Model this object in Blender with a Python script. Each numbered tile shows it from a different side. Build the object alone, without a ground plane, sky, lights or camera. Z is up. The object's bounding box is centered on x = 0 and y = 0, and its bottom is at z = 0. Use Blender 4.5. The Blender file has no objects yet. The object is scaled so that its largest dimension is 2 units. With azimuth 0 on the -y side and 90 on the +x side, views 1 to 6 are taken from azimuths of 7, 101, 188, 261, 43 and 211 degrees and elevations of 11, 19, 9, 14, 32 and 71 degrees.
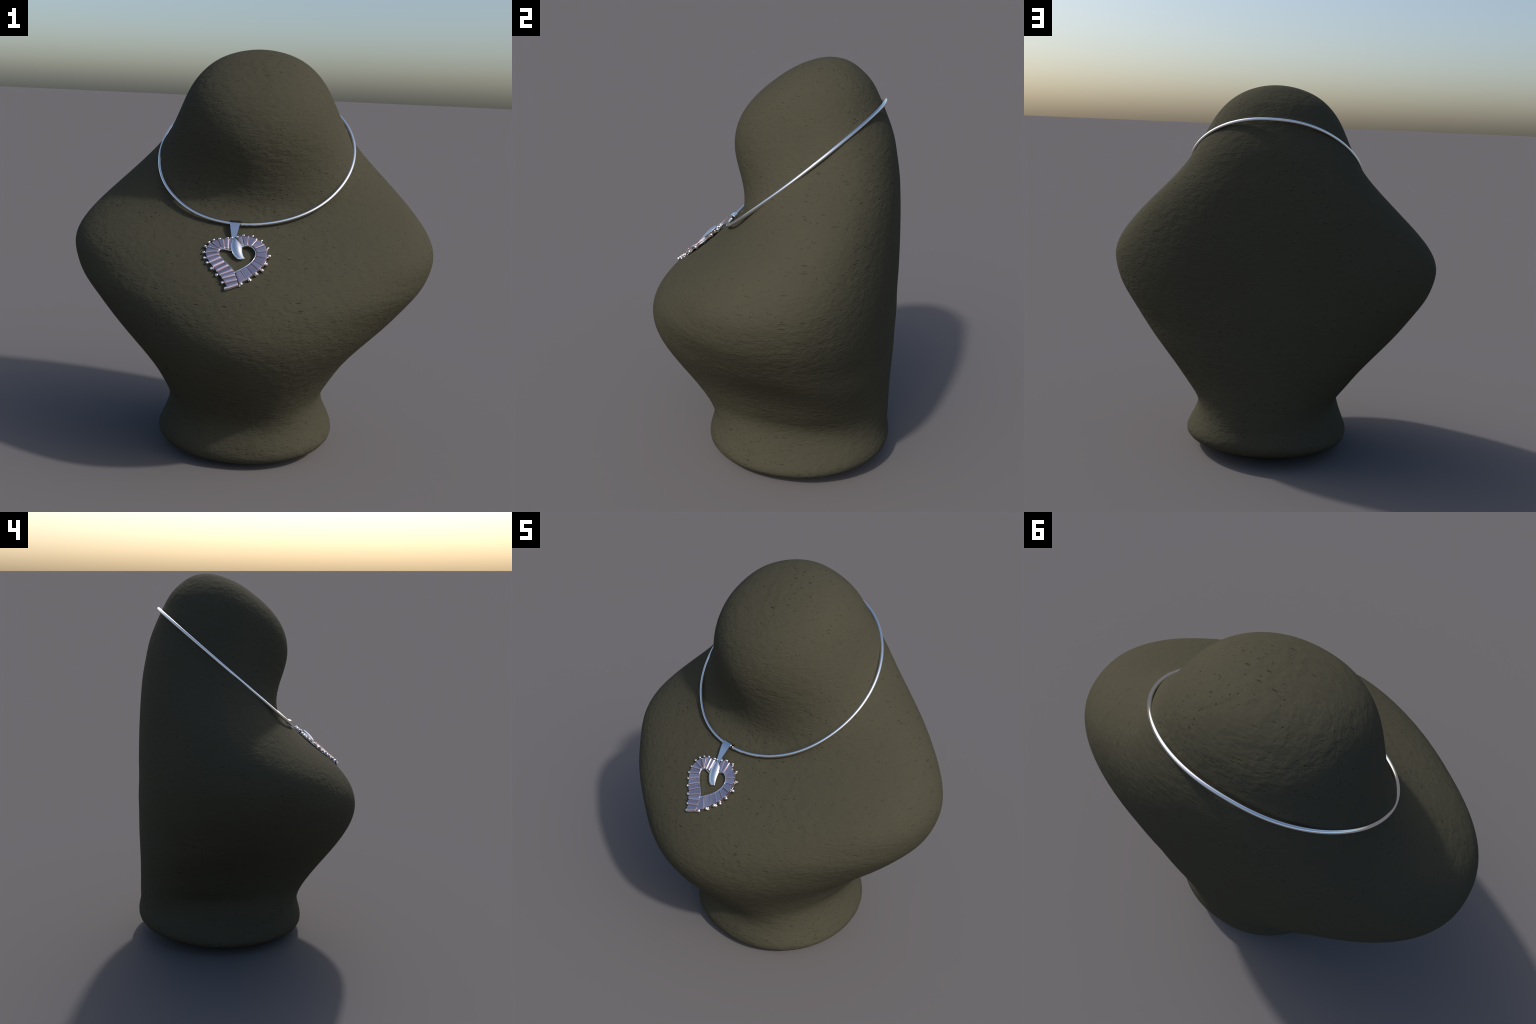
import bpy, bmesh, math, random
import numpy as np
from mathutils import Vector, Matrix

rng = random.Random(7)

# ----------------------------------------------------------------- helpers
def link(ob, parent=None):
    bpy.context.scene.collection.objects.link(ob)
    if parent is not None:
        ob.parent = parent
    return ob

def empty(name, loc=(0, 0, 0)):
    e = bpy.data.objects.new(name, None)
    e.location = loc
    e.empty_display_size = 0.1
    return link(e)

def mesh_object(name, verts, faces, mat, parent=None, smooth=True):
    me = bpy.data.meshes.new(name)
    me.from_pydata([tuple(v) for v in verts], [], faces)
    me.validate()
    me.update()
    me.polygons.foreach_set("use_smooth", [smooth] * len(me.polygons))
    me.materials.append(mat)
    return link(bpy.data.objects.new(name, me), parent)

def natural_spline(xk, yk):
    """natural cubic spline through the control values, as a function"""
    xk = np.asarray(xk, float); yk = np.asarray(yk, float)
    n = len(xk); h = np.diff(xk)
    A = np.eye(n); r = np.zeros(n)
    for i in range(1, n - 1):
        A[i, i - 1], A[i, i], A[i, i + 1] = h[i - 1], 2 * (h[i - 1] + h[i]), h[i]
        r[i] = 6 * ((yk[i + 1] - yk[i]) / h[i] - (yk[i] - yk[i - 1]) / h[i - 1])
    m = np.linalg.solve(A, r)
    def f(x):
        x = np.asarray(x, float)
        i = np.clip(np.searchsorted(xk, x) - 1, 0, n - 2)
        hh = h[i]; a = (xk[i + 1] - x) / hh; b = 1 - a
        return a * yk[i] + b * yk[i + 1] + ((a**3 - a) * m[i] + (b**3 - b) * m[i + 1]) * hh * hh / 6
    return f

def smooth_curve(points, n, closed=False):
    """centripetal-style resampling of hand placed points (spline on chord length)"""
    p = np.array(points, float)
    if closed:
        p = np.vstack([p[-3:], p, p[:4]])
    d = np.r_[0, np.cumsum(np.linalg.norm(np.diff(p, axis=0), axis=1))]
    t0, t1 = (d[3], d[-4]) if closed else (0, d[-1])
    t = np.linspace(t0, t1, n + (1 if closed else 0))
    if closed:
        t = t[:-1]
    return np.stack([natural_spline(d, p[:, k])(t) for k in range(p.shape[1])], 1)

def tube(path, radii, sides=16, closed=False, squash=None):
    """round tube along a 3d path; returns verts, faces"""
    path = np.array(path, float); n = len(path)
    radii = np.broadcast_to(radii, (n,))
    if closed:
        tan = np.roll(path, -1, 0) - np.roll(path, 1, 0)
    else:
        tan = np.gradient(path, axis=0)
    tan /= np.linalg.norm(tan, axis=1, keepdims=True)
    ref = np.array([0.03, -0.66, 0.75]) if squash is None else np.array(squash, float)
    verts, faces = [], []
    for i in range(n):
        a = np.cross(tan[i], ref); a /= np.linalg.norm(a)
        b = np.cross(a, tan[i])
        for k in range(sides):
            t = 2 * math.pi * k / sides
            verts.append(path[i] + radii[i] * (math.cos(t) * a + math.sin(t) * b))
    last = n if closed else n - 1
    for i in range(last):
        j = (i + 1) % n
        for k in range(sides):
            l = (k + 1) % sides
            faces.append((i * sides + k, i * sides + l, j * sides + l, j * sides + k))
    if not closed:
        faces.append(tuple(range(sides - 1, -1, -1)))
        faces.append(tuple((n - 1) * sides + k for k in range(sides)))
    return verts, faces

# --------------------------------------------------------------- materials
def new_material(name):
    m = bpy.data.materials.new(name)
    m.use_nodes = True
    nt = m.node_tree
    return m, nt, nt.nodes["Principled BSDF"]

def node(nt, kind, **kw):
    n = nt.nodes.new(kind)
    for k, v in kw.items():
        if k in n.inputs:
            n.inputs[k].default_value = v
        else:
            setattr(n, k, v)
    return n

def bust_material():
    m, nt, bsdf = new_material("olive_leatherette")
    L = nt.links.new
    tc = node(nt, "ShaderNodeTexCoord")
    def mapped(scale, rot=(0, 0, 0)):
        mp = node(nt, "ShaderNodeMapping")
        mp.inputs["Scale"].default_value = scale
        mp.inputs["Rotation"].default_value = rot
        L(tc.outputs["Object"], mp.inputs["Vector"])
        return mp.outputs["Vector"]
    # 1. sparse elongated pits
    vor = node(nt, "ShaderNodeTexVoronoi", Scale=1.0, Randomness=1.0)
    # dashes run round the body; on the crown they lie from side to side
    xyz = node(nt, "ShaderNodeSeparateXYZ")
    L(tc.outputs["Object"], xyz.inputs[0])
    yc = node(nt, "ShaderNodeMath", operation='SUBTRACT'); yc.inputs[1].default_value = 0.1
    L(xyz.outputs["Y"], yc.inputs[0])
    ang = node(nt, "ShaderNodeMath", operation='ARCTAN2')
    L(xyz.outputs["X"], ang.inputs[0]); L(yc.outputs[0], ang.inputs[1])
    flat = node(nt, "ShaderNodeCombineXYZ")
    L(xyz.outputs["X"], flat.inputs[0]); L(yc.outputs[0], flat.inputs[1])
    rad = node(nt, "ShaderNodeVectorMath", operation='LENGTH')
    L(flat.outputs[0], rad.inputs[0])
    polar = node(nt, "ShaderNodeCombineXYZ")
    L(ang.outputs[0], polar.inputs[0]); L(rad.outputs["Value"], polar.inputs[1]); L(xyz.outputs["Z"], polar.inputs[2])
    pm = node(nt, "ShaderNodeMapping"); pm.inputs["Scale"].default_value = (10.0, 34, 74)
    L(polar.outputs[0], pm.inputs["Vector"])
    crown = node(nt, "ShaderNodeMath", operation='GREATER_THAN'); crown.inputs[1].default_value = 1.68
    L(xyz.outputs["Z"], crown.inputs[0])
    pick_v = node(nt, "ShaderNodeMix", data_type='VECTOR')
    L(crown.outputs[0], pick_v.inputs["Factor"])
    L(pm.outputs["Vector"], pick_v.inputs[4]); L(mapped((16, 50, 66)), pick_v.inputs[5])
    L(pick_v.outputs[1], vor.inputs["Vector"])
    pit = node(nt, "ShaderNodeMapRange", interpolation_type='SMOOTHSTEP')
    pit.inputs["From Min"].default_value = 0.06
    pit.inputs["From Max"].default_value = 0.26
    pit.inputs["To Min"].default_value = 1.0
    pit.inputs["To Max"].default_value = 0.0
    L(vor.outputs["Distance"], pit.inputs["Value"])
    # only some cells carry a pit, of different depth
    sep = node(nt, "ShaderNodeSeparateColor")
    L(vor.outputs["Color"], sep.inputs["Color"])
    pick = node(nt, "ShaderNodeMapRange")
    pick.inputs["From Min"].default_value = 0.32
    pick.inputs["From Max"].default_value = 1.0
    L(sep.outputs["Red"], pick.inputs["Value"])
    dash = node(nt, "ShaderNodeMath", operation='MULTIPLY')
    L(pit.outputs["Result"], dash.inputs[0]); L(pick.outputs["Result"], dash.inputs[1])
    vor2 = node(nt, "ShaderNodeTexVoronoi", Scale=1.0, Randomness=1.0)
    L(mapped((46, 60, 88)), vor2.inputs["Vector"])
    dot = node(nt, "ShaderNodeMapRange", interpolation_type='SMOOTHSTEP')
    dot.inputs["From Min"].default_value = 0.05
    dot.inputs["From Max"].default_value = 0.30
    dot.inputs["To Min"].default_value = 0.8
    dot.inputs["To Max"].default_value = 0.0
    L(vor2.outputs["Distance"], dot.inputs["Value"])
    sep2 = node(nt, "ShaderNodeSeparateColor")
    L(vor2.outputs["Color"], sep2.inputs["Color"])
    pick2 = node(nt, "ShaderNodeMapRange")
    pick2.inputs["From Min"].default_value = 0.52
    pick2.inputs["From Max"].default_value = 1.0
    L(sep2.outputs["Red"], pick2.inputs["Value"])
    dots = node(nt, "ShaderNodeMath", operation='MULTIPLY')
    L(dot.outputs["Result"], dots.inputs[0]); L(pick2.outputs["Result"], dots.inputs[1])
    both = node(nt, "ShaderNodeMath", operation='MAXIMUM')
    L(dash.outputs[0], both.inputs[0]); L(dots.outputs[0], both.inputs[1])
    # pits gather in patches
    patch = node(nt, "ShaderNodeTexNoise", Scale=4.5, Detail=1.0)
    L(tc.outputs["Object"], patch.inputs["Vector"])
    dens = node(nt, "ShaderNodeMapRange")
    dens.inputs["From Min"].default_value = 0.38
    dens.inputs["From Max"].default_value = 0.60
    dens.inputs["To Min"].default_value = 0.35
    L(patch.outputs["Fac"], dens.inputs["Value"])
    pits = node(nt, "ShaderNodeMath", operation='MULTIPLY')
    L(both.outputs[0], pits.inputs[0]); L(dens.outputs["Result"], pits.inputs[1])
    # 2. fibre grain lying round the bust
    fib = node(nt, "ShaderNodeTexNoise", Scale=1.0, Detail=4.0, Roughness=0.55)
    L(mapped((34, 38, 120)), fib.inputs["Vector"])
    # 3. soft lumps
    lump = node(nt, "ShaderNodeTexNoise", Scale=1.0, Detail=2.0, Roughness=0.5)
    L(mapped((24, 24, 34)), lump.inputs["Vector"])
    # height = fibre*.35 + lumps*.8 - pits
    h1 = node(nt, "ShaderNodeMath", operation='MULTIPLY_ADD')
    L(fib.outputs["Fac"], h1.inputs[0]); h1.inputs[1].default_value = 0.44
    l2 = node(nt, "ShaderNodeMath", operation='MULTIPLY'); l2.inputs[1].default_value = 0.9
    L(lump.outputs["Fac"], l2.inputs[0]); L(l2.outputs[0], h1.inputs[2])
    h2 = node(nt, "ShaderNodeMath", operation='MULTIPLY_ADD')
    L(pits.outputs[0], h2.inputs[0]); h2.inputs[1].default_value = -0.85
    L(h1.outputs[0], h2.inputs[2])
    bump = node(nt, "ShaderNodeBump", Strength=0.48, Distance=0.012)
    L(h2.outputs[0], bump.inputs["Height"])
    L(bump.outputs["Normal"], bsdf.inputs["Normal"])
    # colour: olive brown, faint broad mottling, pits a little darker
    blot = node(nt, "ShaderNodeTexNoise", Scale=3.0, Detail=3.0)
    L(tc.outputs["Object"], blot.inputs["Vector"])
    ramp = node(nt, "ShaderNodeValToRGB")
    e = ramp.color_ramp.elements
    e[0].position, e[0].color = 0.35, (*BUST_DARK, 1)
    e[1].position, e[1].color = 0.65, (*BUST_LIGHT, 1)
    L(blot.outputs["Fac"], ramp.inputs["Fac"])
    mix = node(nt, "ShaderNodeMix", data_type='RGBA', blend_type='MIX')
    L(ramp.outputs["Color"], mix.inputs["A"])
    mix.inputs["B"].default_value = (0.028, 0.025, 0.017, 1)
    pf = node(nt, "ShaderNodeMath", operation='MULTIPLY'); pf.inputs[1].default_value = 0.75
    L(pits.outputs[0], pf.inputs[0]); L(pf.outputs[0], mix.inputs["Factor"])
    L(mix.outputs["Result"], bsdf.inputs["Base Color"])
    bsdf.inputs["Roughness"].default_value = 0.9
    bsdf.inputs["Specular IOR Level"].default_value = 0.03
    return m

def metal(name, colour, rough, noise=0.0):
    m, nt, bsdf = new_material(name)
    bsdf.inputs["Metallic"].default_value = 1.0
    bsdf.inputs["Base Color"].default_value = (*colour, 1)
    tc = node(nt, "ShaderNodeTexCoord")
    nz = node(nt, "ShaderNodeTexNoise", Scale=60.0, Detail=2.0)
    nt.links.new(tc.outputs["Object"], nz.inputs["Vector"])
    mr = node(nt, "ShaderNodeMapRange")
    mr.inputs["To Min"].default_value = rough * 0.85
    mr.inputs["To Max"].default_value = rough * 1.15
    nt.links.new(nz.outputs["Fac"], mr.inputs["Value"])
    nt.links.new(mr.outputs["Result"], bsdf.inputs["Roughness"])
    return m

BUST_LIGHT = (0.0632, 0.0590, 0.0402)
BUST_DARK = (0.0602, 0.0562, 0.0383)
M_BUST = bust_material()
M_SILVER = metal("polished_silver", (0.96, 0.96, 0.97), 0.10)
M_GEM = metal("rose_baguette_stone", (0.80, 0.64, 0.655), 0.17)
_nt = M_GEM.node_tree
_info = node(_nt, "ShaderNodeObjectInfo")
_tint = node(_nt, "ShaderNodeValToRGB")
_tint.color_ramp.elements[0].color = (0.77, 0.60, 0.62, 1)
_tint.color_ramp.elements[1].color = (0.95, 0.76, 0.76, 1)
_nt.links.new(_info.outputs["Random"], _tint.inputs["Fac"])
_nt.links.new(_tint.outputs["Color"], _nt.nodes["Principled BSDF"].inputs["Base Color"])

# -------------------------------------------------------------------- bust
# height, half width, front y, back y, y of the widest point, front and back roundness
LEVELS = np.array([
    (0.000, 0.267, -0.142, 0.393, 0.098, 2.02, 2.11),
    (0.014, 0.341, -0.233, 0.460, 0.103, 2.02, 2.09),
    (0.035, 0.403, -0.288, 0.510, 0.113, 2.08, 2.07),
    (0.070, 0.446, -0.309, 0.580, 0.136, 2.20, 2.08),
    (0.120, 0.438, -0.304, 0.617, 0.138, 2.28, 2.20),
    (0.180, 0.411, -0.290, 0.607, 0.119, 2.31, 2.19),
    (0.240, 0.391, -0.300, 0.604, 0.119, 2.37, 2.17),
    (0.300, 0.393, -0.338, 0.602, 0.150, 2.37, 2.24),
    (0.380, 0.442, -0.407, 0.600, 0.205, 2.22, 2.14),
    (0.480, 0.513, -0.496, 0.600, 0.240, 2.11, 2.10),
    (0.600, 0.620, -0.580, 0.601, 0.218, 2.00, 2.12),
    (0.700, 0.716, -0.621, 0.599, 0.163, 1.87, 2.10),
    (0.800, 0.796, -0.610, 0.598, 0.121, 1.86, 2.18),
    (0.880, 0.852, -0.568, 0.593, 0.103, 1.93, 2.23),
    (0.960, 0.886, -0.500, 0.591, 0.094, 1.99, 2.25),
    (1.050, 0.898, -0.397, 0.588, 0.108, 2.17, 2.22),
    (1.150, 0.860, -0.275, 0.583, 0.145, 2.21, 2.20),
    (1.250, 0.781, -0.175, 0.576, 0.193, 2.02, 2.21),
    (1.350, 0.684, -0.166, 0.567, 0.238, 1.73, 2.24),
    (1.450, 0.582, -0.200, 0.555, 0.251, 1.62, 2.33),
    (1.550, 0.489, -0.228, 0.535, 0.249, 1.76, 2.44),
    (1.650, 0.422, -0.223, 0.511, 0.232, 2.02, 2.41),
    (1.750, 0.372, -0.182, 0.471, 0.199, 2.19, 2.27),
    (1.840, 0.322, -0.107, 0.427, 0.182, 2.26, 2.19),
    (1.910, 0.260, -0.023, 0.381, 0.174, 2.17, 2.16),
    (1.960, 0.184, 0.058, 0.325, 0.178, 2.11, 2.10),
    (2.000, 0.000, 0.201, 0.201, 0.201, 2.05, 2.00)])
zk, wk, fk, bk, ck, pfk, pbk = LEVELS.T
# widths and depths are interpolated as squares, which rounds off the crown
S_w = natural_spline(zk, wk**2)
S_f = natural_spline(zk, (ck - fk)**2)
S_b = natural_spline(zk, (bk - ck)**2)
S_c, S_pf, S_pb = (natural_spline(zk, v) for v in (ck, pfk, pbk))

def ring(z, n):
    w, f, b = (math.sqrt(max(float(s(z)), 0.0)) for s in (S_w, S_f, S_b))
    c, pf, pb = float(S_c(z)), float(S_pf(z)), float(S_pb(z))
    out = []
    for k in range(n):
        t = 2 * math.pi * k / n
        co, si = math.cos(t), math.sin(t)
        p, d = (pf, f) if si < 0 else (pb, b)
        r = (abs(co)**p + abs(si)**p)**(-1 / p)
        out.append((w * co * r, c + d * si * r, z))
    return out

def build_bust():
    n = 128
    zs = list(np.concatenate([[0, .003, .007, .014, .024, .036, .05], np.linspace(0.068, 1.90, 112),
                              2.0 - 0.1 * (np.cos(np.linspace(0.12, math.pi / 2, 16)))**2 ]))
    zs = sorted(set(round(float(z), 5) for z in zs if z < 1.9995))
    verts, faces, tag = [], [], []
    for z in zs:
        verts += ring(z, n)
    for i in range(len(zs) - 1):
        zm = (zs[i] + zs[i + 1]) / 2
        part = "pedestal_foot" if zm < 0.245 else ("torso" if zm < 1.33 else "neck")
        for k in range(n):
            l = (k + 1) % n
            faces.append((i * n + k, i * n + l, (i + 1) * n + l, (i + 1) * n + k)); tag.append(part)
    top = len(verts); verts.append((0, 0.2, 2.0))
    o = (len(zs) - 1) * n
    for k in range(n):
        faces.append((o + k, o + (k + 1) % n, top)); tag.append("neck")
    bot = len(verts); verts.append((0, 0.13, 0.0))
    for k in range(n):
        faces.append(((k + 1) % n, k, bot)); tag.append("pedestal_foot")
    whole = bpy.data.meshes.new("whole")
    whole.from_pydata(verts, [], faces); whole.update()
    normals = [v.normal.copy() for v in whole.vertices]
    root = empty("jewelry_display_bust")
    root["label"] = "dark olive fabric covered jewelry display bust without face"
    root["category"] = "display bust"
    for part in ("pedestal_foot", "torso", "neck"):
        fs = [f for f, t in zip(faces, tag) if t == part]
        used = sorted({i for f in fs for i in f}); idx = {v: i for i, v in enumerate(used)}
        ob = mesh_object(part, [verts[i] for i in used], [tuple(idx[i] for i in f) for f in fs], M_BUST, root)
        ob.data.normals_split_custom_set_from_vertices([normals[i] for i in used])
    bpy.data.meshes.remove(whole)

build_bust()

# ---------------------------------------------------------------- necklace
necklace = empty("heart_necklace", (-0.005, 0.10, 1.5))
necklace["label"] = "silver wire necklace with pink stone heart pendant"
necklace["category"] = "necklace"
NL = Vector(necklace.location)

# choker wire: nearly planar, slightly uneven loop given by a few harmonics
WIRE_R = 0.0086
t = np.linspace(0, 2 * math.pi, 241)[:-1]
kt = np.arange(1, 5)[:, None] * t
wx = -0.005 + np.array([0.4593, 0.0136, -0.0162, 0.0250]) @ np.sin(kt) + np.array([-0.0094, -0.0185, -0.0089, -0.0105]) @ np.cos(kt)
wv = -np.array([0.4934, -0.0321, -0.0198, 0.0216]) @ np.cos(kt) + np.array([0.0069, 0.0064, -0.0087, -0.0099]) @ np.sin(kt)
wv = np.where(wv > 0, wv - 0.006 * (wv / 0.46)**2, wv)
tilt = 0.7269
wire = np.stack([wx, 0.1026 + wv * math.cos(tilt), 1.5009 + wv * math.sin(tilt) + 0.0064 * wx], 1)
v, f = tube(wire - np.array(NL), WIRE_R, 14, closed=True)
mesh_object("choker_wire", v, f, M_SILVER, necklace)

# pendant frame: u to the right, v up the slope of the chest, h out of it
PC = Vector((-0.017, -0.3997, 1.0634))
PN = Vector((-0.0281, -0.6582, 0.7523)).normalized()
PU = Vector((0.9991, -0.0427, 0.0)); PU = (PU - PN * PU.dot(PN)).normalized()
PV = PN.cross(PU)
PM = Matrix((PU, PV, PN)).transposed().to_4x4()
PM.translation = PC - 0.002 * PN

# stone borders across the band: (outer u, outer v, inner u, inner v)
LEFT = [(0.004, -0.175, 0.050, -0.148), (-0.012, -0.145, 0.040, -0.122), (-0.028, -0.124, 0.029, -0.098),
        (-0.042, -0.107, 0.014, -0.073), (-0.060, -0.087, -0.010, -0.048), (-0.080, -0.066, -0.034, -0.029),
        (-0.101, -0.041, -0.053, -0.009), (-0.119, -0.016, -0.066, 0.009), (-0.131, 0.014, -0.072, 0.026),
        (-0.130, 0.048, -0.073, 0.035), (-0.113, 0.077, -0.069, 0.041), (-0.086, 0.096, -0.061, 0.045),
        (-0.057, 0.103, -0.045, 0.047), (-0.034, 0.104, -0.027, 0.045), (-0.014, 0.107, -0.010, 0.043)]
RIGHT = [(0.052, -0.147, 0.023, -0.084), (0.081, -0.119, 0.042, -0.068), (0.106, -0.091, 0.066, -0.047),
         (0.125, -0.066, 0.084, -0.027), (0.142, -0.036, 0.095, -0.008), (0.152, 0.006, 0.099, 0.014),
         (0.148, 0.049, 0.098, 0.037), (0.131, 0.082, 0.090, 0.056), (0.093, 0.113, 0.073, 0.069),
         (0.052, 0.129, 0.053, 0.074), (0.018, 0.126, 0.037, 0.071), (-0.001, 0.118, 0.020, 0.062)]
H_LOW, H_GIRDLE, H_TABLE = -0.0095, 0.0035, 0.0095

# --- heart_pendant mesh itself: the pierced silver back plate under the stones
def back_plate():
    verts, faces = [], []
    for band in (LEFT, RIGHT):
        b = np.array(band)
        o = smooth_curve(b[:, :2], 60); i = smooth_curve(b[:, 2:], 60)
        d = (i - o)
        o2, i2 = o + d * 0.05, i - d * 0.02
        base = len(verts)
        for p, q in zip(o2, i2):
            verts += [(p[0], p[1], -0.0008), (q[0], q[1], -0.0008), (q[0], q[1], -0.005), (p[0], p[1], -0.005)]
        for k in range(59):
            a = base + 4 * k; c = a + 4
            for s in range(4):
                e = (s + 1) % 4
                faces.append((a + s, a + e, c + e, c + s))
        faces.append((base + 3, base + 2, base + 1, base))
        e = base + 59 * 4
        faces.append((e, e + 1, e + 2, e + 3))
    return verts, faces
v, f = back_plate()
pendant = mesh_object("heart_pendant", v, f, M_SILVER, necklace, smooth=False)
pendant.matrix_parent_inverse = Matrix.Translation(-NL)
pendant.matrix_basis = PM

# --- stones: step cut baguettes with a softly domed table and a pavilion below
def stone(o0, i0, o1, i1, tip):
    o0, i0, o1, i1 = (np.array(p, float) for p in (o0, i0, o1, i1))
    ns, nl = 13, 11
    verts, faces = [], []
    tu, tv = rng.uniform(-0.12, 0.12), rng.uniform(-0.07, 0.07)
    def place(s, l, h):
        # s -1..1 across the stone, l -1..1 from outer to inner end
        a = (s + 1) / 2; b = (l + 1) / 2
        p = (o0 * (1 - b) + i0 * b) * (1 - a) + (o1 * (1 - b) + i1 * b) * a
        return (p[0], p[1], h)
    S = np.sin(np.linspace(-1, 1, ns) * math.pi / 2) * 0.99
    Lx = np.sin(np.linspace(-1, 1, nl) * math.pi / 2) * 0.985
    wid = (np.linalg.norm(o1 - o0) + np.linalg.norm(i1 - i0)) / 2
    for s in S:
        for l in Lx:
            dome = (1 - abs(s / 0.99)**tip)**0.7 * (1 - abs(l / 0.985)**30)**0.5
            h = H_GIRDLE + (H_TABLE - H_GIRDLE) * dome + 0.5 * wid * s * tu * dome + 0.02 * l * tv * dome
            verts.append(place(s, l, h))
    for a in range(ns - 1):
        for b in range(nl - 1):
            q = a * nl + b
            faces.append((q, q + nl, q + nl + 1, q + 1))
    rim = [a * nl for a in range(ns)] + [(ns - 1) * nl + b for b in range(1, nl)] \
        + [a * nl + nl - 1 for a in range(ns - 2, -1, -1)] + [b for b in range(nl - 2, 0, -1)]
    base = len(verts)
    for r in rim:
        s, l = S[r // nl], Lx[r % nl]
        verts.append(place(s * 0.55, l * 0.82, H_LOW))
    m = len(rim)
    for k in range(m):
        j = (k + 1) % m
        faces.append((rim[k], base + k, base + j, rim[j]))
    faces.append(tuple(base + k for k in range(m))[::-1])
    me = bpy.data.meshes.new("gemstone")
    me.from_pydata(verts, [], faces); me.update()
    bm = bmesh.new(); bm.from_mesh(me)
    bmesh.ops.recalc_face_normals(bm, faces=bm.faces); bm.to_mesh(me); bm.free()
    me.polygons.foreach_set("use_smooth", [True] * len(me.polygons))
    me.set_sharp_from_angle(angle=math.radians(40))
    me.materials.append(M_GEM)
    return link(bpy.data.objects.new("gemstone", me), pendant)

for band, tip in ((LEFT, 3.2), (RIGHT, 12.0)):
    for a, b in zip(band[:-1], band[1:]):
        stone(a[:2], a[2:], b[:2], b[2:], tip)

# --- thin gallery wall round the heart shaped opening
INNER = [(0.004, -0.062), (-0.018, -0.040), (-0.041, -0.020), (-0.058, -0.001), (-0.069, 0.018),
         (-0.071, 0.034), (-0.063, 0.042), (-0.045, 0.044), (-0.026, 0.040), (-0.006, 0.042), (0.012, 0.050),
         (0.026, 0.060), (0.037, 0.069), (0.050, 0.073), (0.067, 0.069), (0.083, 0.057), (0.094, 0.040),
         (0.097, 0.020), (0.092, -0.004), (0.080, -0.026), (0.064, -0.045), (0.043, -0.064)]
path = np.vstack([[0.021, -0.083], smooth_curve([(0.020, -0.081)] + INNER + [(0.0225, -0.0805)], 90)[1:-1]])
def wall(path, thick, h0, h1):
    n = len(path)
    tan = np.roll(path, -1, 0) - np.roll(path, 1, 0)
    tan /= np.linalg.norm(tan, axis=1, keepdims=True)
    nor = np.stack([tan[:, 1], -tan[:, 0]], 1) * thick / 2
    prof = [(-1, h0), (1, h0), (1, h1 - 0.001), (0.5, h1), (-0.5, h1), (-1, h1 - 0.001)]
    verts = [(p[0] + s * q[0], p[1] + s * q[1], h) for p, q in zip(path, nor) for s, h in prof]
    m = len(prof)
    faces = [(i * m + k, i * m + (k + 1) % m, ((i + 1) % n) * m + (k + 1) % m, ((i + 1) % n) * m + k)
             for i in range(n) for k in range(m)]
    return verts, faces
v, f = wall(path, 0.0045, -0.012, 0.0065)
mesh_object("opening_rim", v, f, M_SILVER, pendant)

# --- claws: little hooked prongs round the outside
CLAWS = [(-0.006, -0.169), (-0.025, -0.140), (-0.057, -0.102), (-0.088, -0.069), (-0.113, -0.039), (-0.131, -0.012),
         (-0.140, 0.019), (-0.140, 0.055), (-0.127, 0.078), (-0.108, 0.095), (-0.082, 0.105), (-0.046, 0.112),
         (-0.004, 0.121), (0.023, 0.133), (0.067, 0.134), (0.112, 0.111), (0.147, 0.070), (0.160, 0.026), (0.153, -0.021),
         (0.140, -0.056), (0.115, -0.080), (0.088, -0.111), (0.061, -0.139)]
outer_path = np.vstack([smooth_curve(np.array(LEFT)[:, :2], 80), smooth_curve(np.array(RIGHT)[::-1, :2], 80)])
claw_path = smooth_curve([(-0.014, 0, -0.0085), (-0.006, 0, -0.0090), (-0.001, 0, -0.0070), (0.0005, 0, -0.003),
                          (-0.002, 0, 0.0010), (-0.0070, 0, 0.0035)], 18)
claw_rad = np.interp(np.linspace(0, 1, 18), [0, .3, .55, .8, .93, 1], [.0040, .0055, .0068, .0068, .0056, .0028])
cv, cf = tube(claw_path, claw_rad, 12, squash=(0, 1, 0))
claw_mesh = None
for c in CLAWS:
    j = np.argmin(np.linalg.norm(outer_path - np.array(c), axis=1))
    a, b = outer_path[max(j - 3, 0)], outer_path[min(j + 3, len(outer_path) - 1)]
    out = np.array(c) - outer_path[j]
    ang = math.atan2(out[1], out[0])
    if claw_mesh is None:
        ob = mesh_object("claw", cv, cf, M_SILVER, pendant)
        claw_mesh = ob.data
    else:
        ob = link(bpy.data.objects.new("claw", claw_mesh), pendant)
    k = rng.uniform(0.88, 1.08)
    ob.location = (c[0], c[1], rng.uniform(-0.001, 0.001))
    ob.rotation_euler = (0, rng.uniform(-0.15, 0.15), ang + rng.uniform(-0.12, 0.12))
    ob.scale = (k, k * rng.uniform(0.95, 1.35), k)

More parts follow.
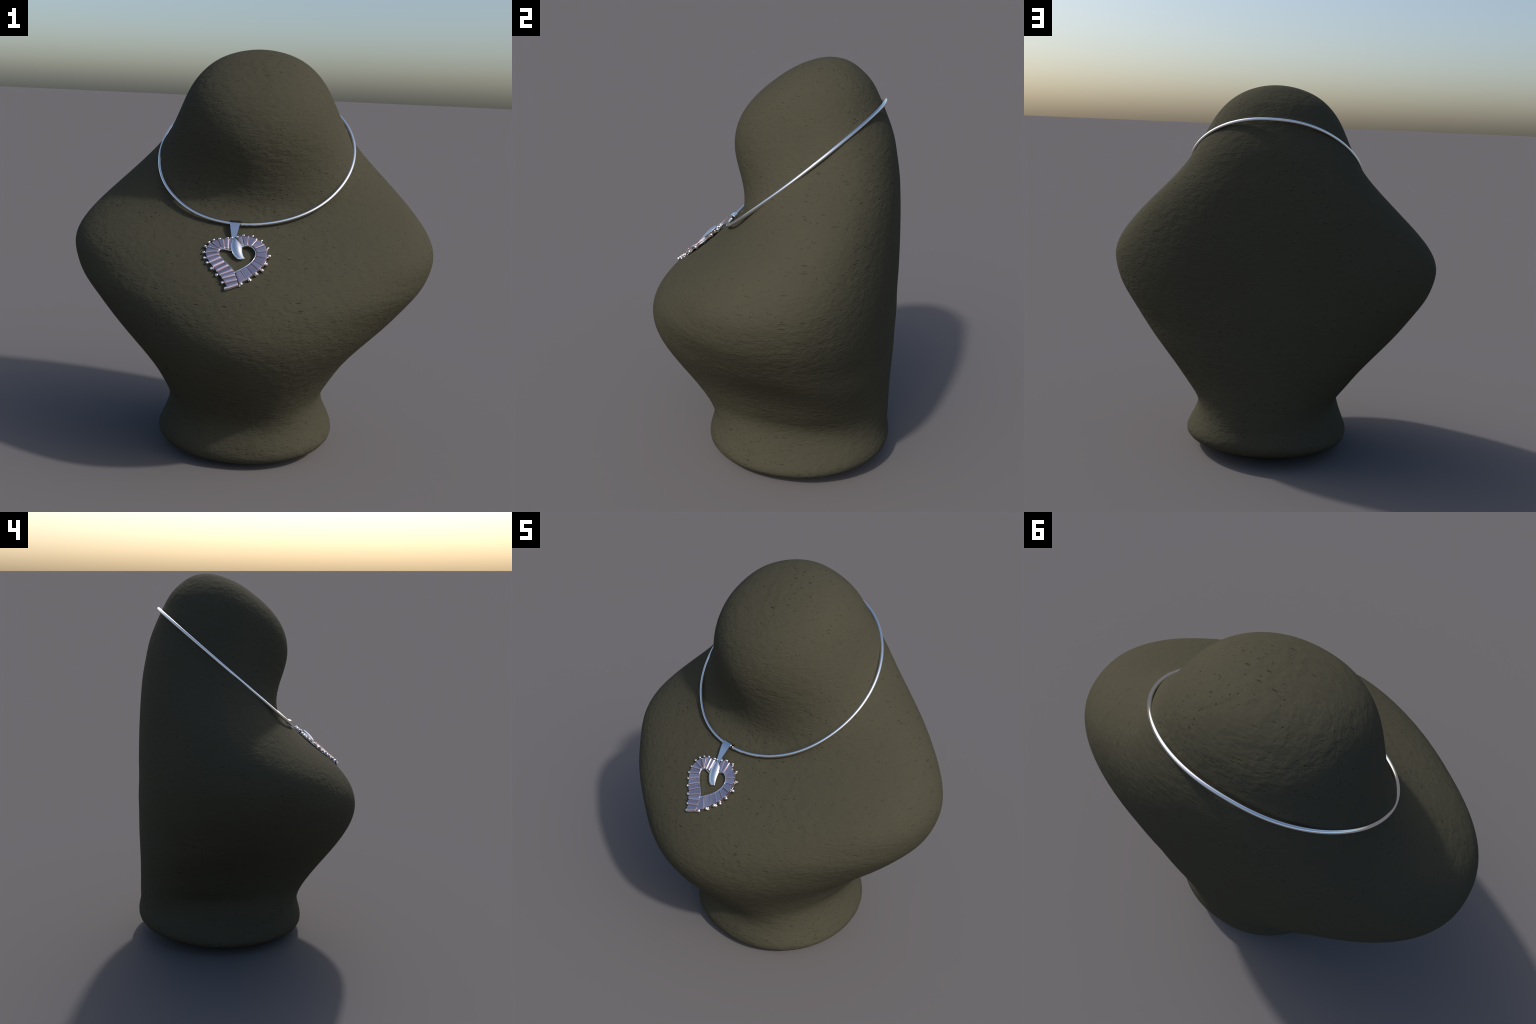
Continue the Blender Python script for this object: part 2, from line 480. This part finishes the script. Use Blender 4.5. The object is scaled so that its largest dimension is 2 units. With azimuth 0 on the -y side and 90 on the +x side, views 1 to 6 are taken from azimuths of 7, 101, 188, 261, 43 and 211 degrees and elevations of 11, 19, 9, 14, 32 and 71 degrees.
# --- leaf: a swelling silver petal lying over the notch of the heart
left_edge = smooth_curve([(-0.006, 0.110), (-0.018, 0.098), (-0.024, 0.078), (-0.022, 0.052), (-0.012, 0.027),
                          (0.004, 0.006), (0.020, -0.005), (0.036, -0.006)], 30)
right_edge = smooth_curve([(-0.004, 0.111), (0.012, 0.098), (0.024, 0.080), (0.031, 0.060), (0.035, 0.042),
                           (0.040, 0.024), (0.046, 0.010), (0.051, 0.001)], 30)
def leaf():
    m = 13
    verts, faces = [], []
    for i in range(30):
        s = i / 29
        crown = 0.0150 * math.sin(math.pi * min(1, 0.06 + 0.94 * s)**0.75)**0.8
        h0 = 0.010 * (1 - s) + 0.002 * s
        for k in range(m):
            a = k / (m - 1)
            p = left_edge[i] * (1 - a) + right_edge[i] * a
            verts.append((p[0], p[1], h0 + crown * math.sin(math.pi * a**0.85)**0.75 * (0.85 + 0.15 * a)))
    top = len(verts)
    for i in range(30):
        for k in range(m):
            x, y, h = verts[i * m + k]
            verts.append((x, y, min(h - 0.003, 0.012 - 0.01 * i / 29)))
    for o, flip in ((0, False), (top, True)):
        for i in range(29):
            for k in range(m - 1):
                q = (o + i * m + k, o + (i + 1) * m + k, o + (i + 1) * m + k + 1, o + i * m + k + 1)
                faces.append(q[::-1] if flip else q)
    rim = [k for k in range(m)] + [i * m + m - 1 for i in range(1, 30)] + [29 * m + k for k in range(m - 2, -1, -1)] \
        + [i * m for i in range(28, 0, -1)]
    for a, b in zip(rim, rim[1:] + rim[:1]):
        faces.append((a, b, b + top, a + top))
    return verts, faces
v, f = leaf()
mesh_object("leaf", v, f, M_SILVER, pendant)

# --- bail: tapering strip folded over the wire
bail_path = smooth_curve([(0.106, 0.0035), (0.135, 0.008), (0.165, 0.0125), (0.192, 0.0145), (0.206, 0.0115),
                          (0.2165, 0.002), (0.2165, -0.008), (0.208, -0.0160), (0.192, -0.0175), (0.165, -0.0175),
                          (0.138, -0.0165), (0.116, -0.0125)], 60)
def bail():
    verts, faces = [], []
    n = len(bail_path)
    tan = np.gradient(bail_path, axis=0); tan /= np.linalg.norm(tan, axis=1, keepdims=True)
    nor = np.stack([-tan[:, 1], tan[:, 0]], 1) * 0.0013
    for i, (p, q) in enumerate(zip(bail_path, nor)):
        w = np.clip((p[0] - 0.106) / 0.100, 0, 1)
        half = 0.0095 + 0.0178 * w
        mid = -0.0165 - 0.0095 * w
        for s, k in ((-1, 1), (1, 1), (1, -1), (-1, -1)):
            verts.append((mid + s * half, p[0] + k * q[0], p[1] + k * q[1]))
    for i in range(n - 1):
        for k in range(4):
            l = (k + 1) % 4
            faces.append((i * 4 + k, i * 4 + l, i * 4 + 4 + l, i * 4 + 4 + k))
    faces.append((3, 2, 1, 0)); e = 4 * (n - 1); faces.append((e, e + 1, e + 2, e + 3))
    return verts, faces
v, f = bail()
ob = mesh_object("bail", v, f, M_SILVER, pendant)
ob.data.set_sharp_from_angle(angle=math.radians(40))

# --- small rings that tie the bail to the heart
ring_t = np.linspace(0, 2 * math.pi, 21)[:-1]
for cx, cy, ch, r, turn in ((-0.0270, 0.110, 0.001, 0.0075, 0.5), (-0.0030, 0.118, 0.002, 0.0075, -0.5)):
    p = np.stack([r * np.cos(ring_t) * math.cos(turn), r * np.cos(ring_t) * math.sin(turn), r * np.sin(ring_t)], 1)
    v, f = tube(p, 0.0022, 8, closed=True, squash=(-math.sin(turn), math.cos(turn), 0.001))
    ob = mesh_object("jump_ring", v, f, M_SILVER, pendant)
    ob.location = (cx, cy, ch)
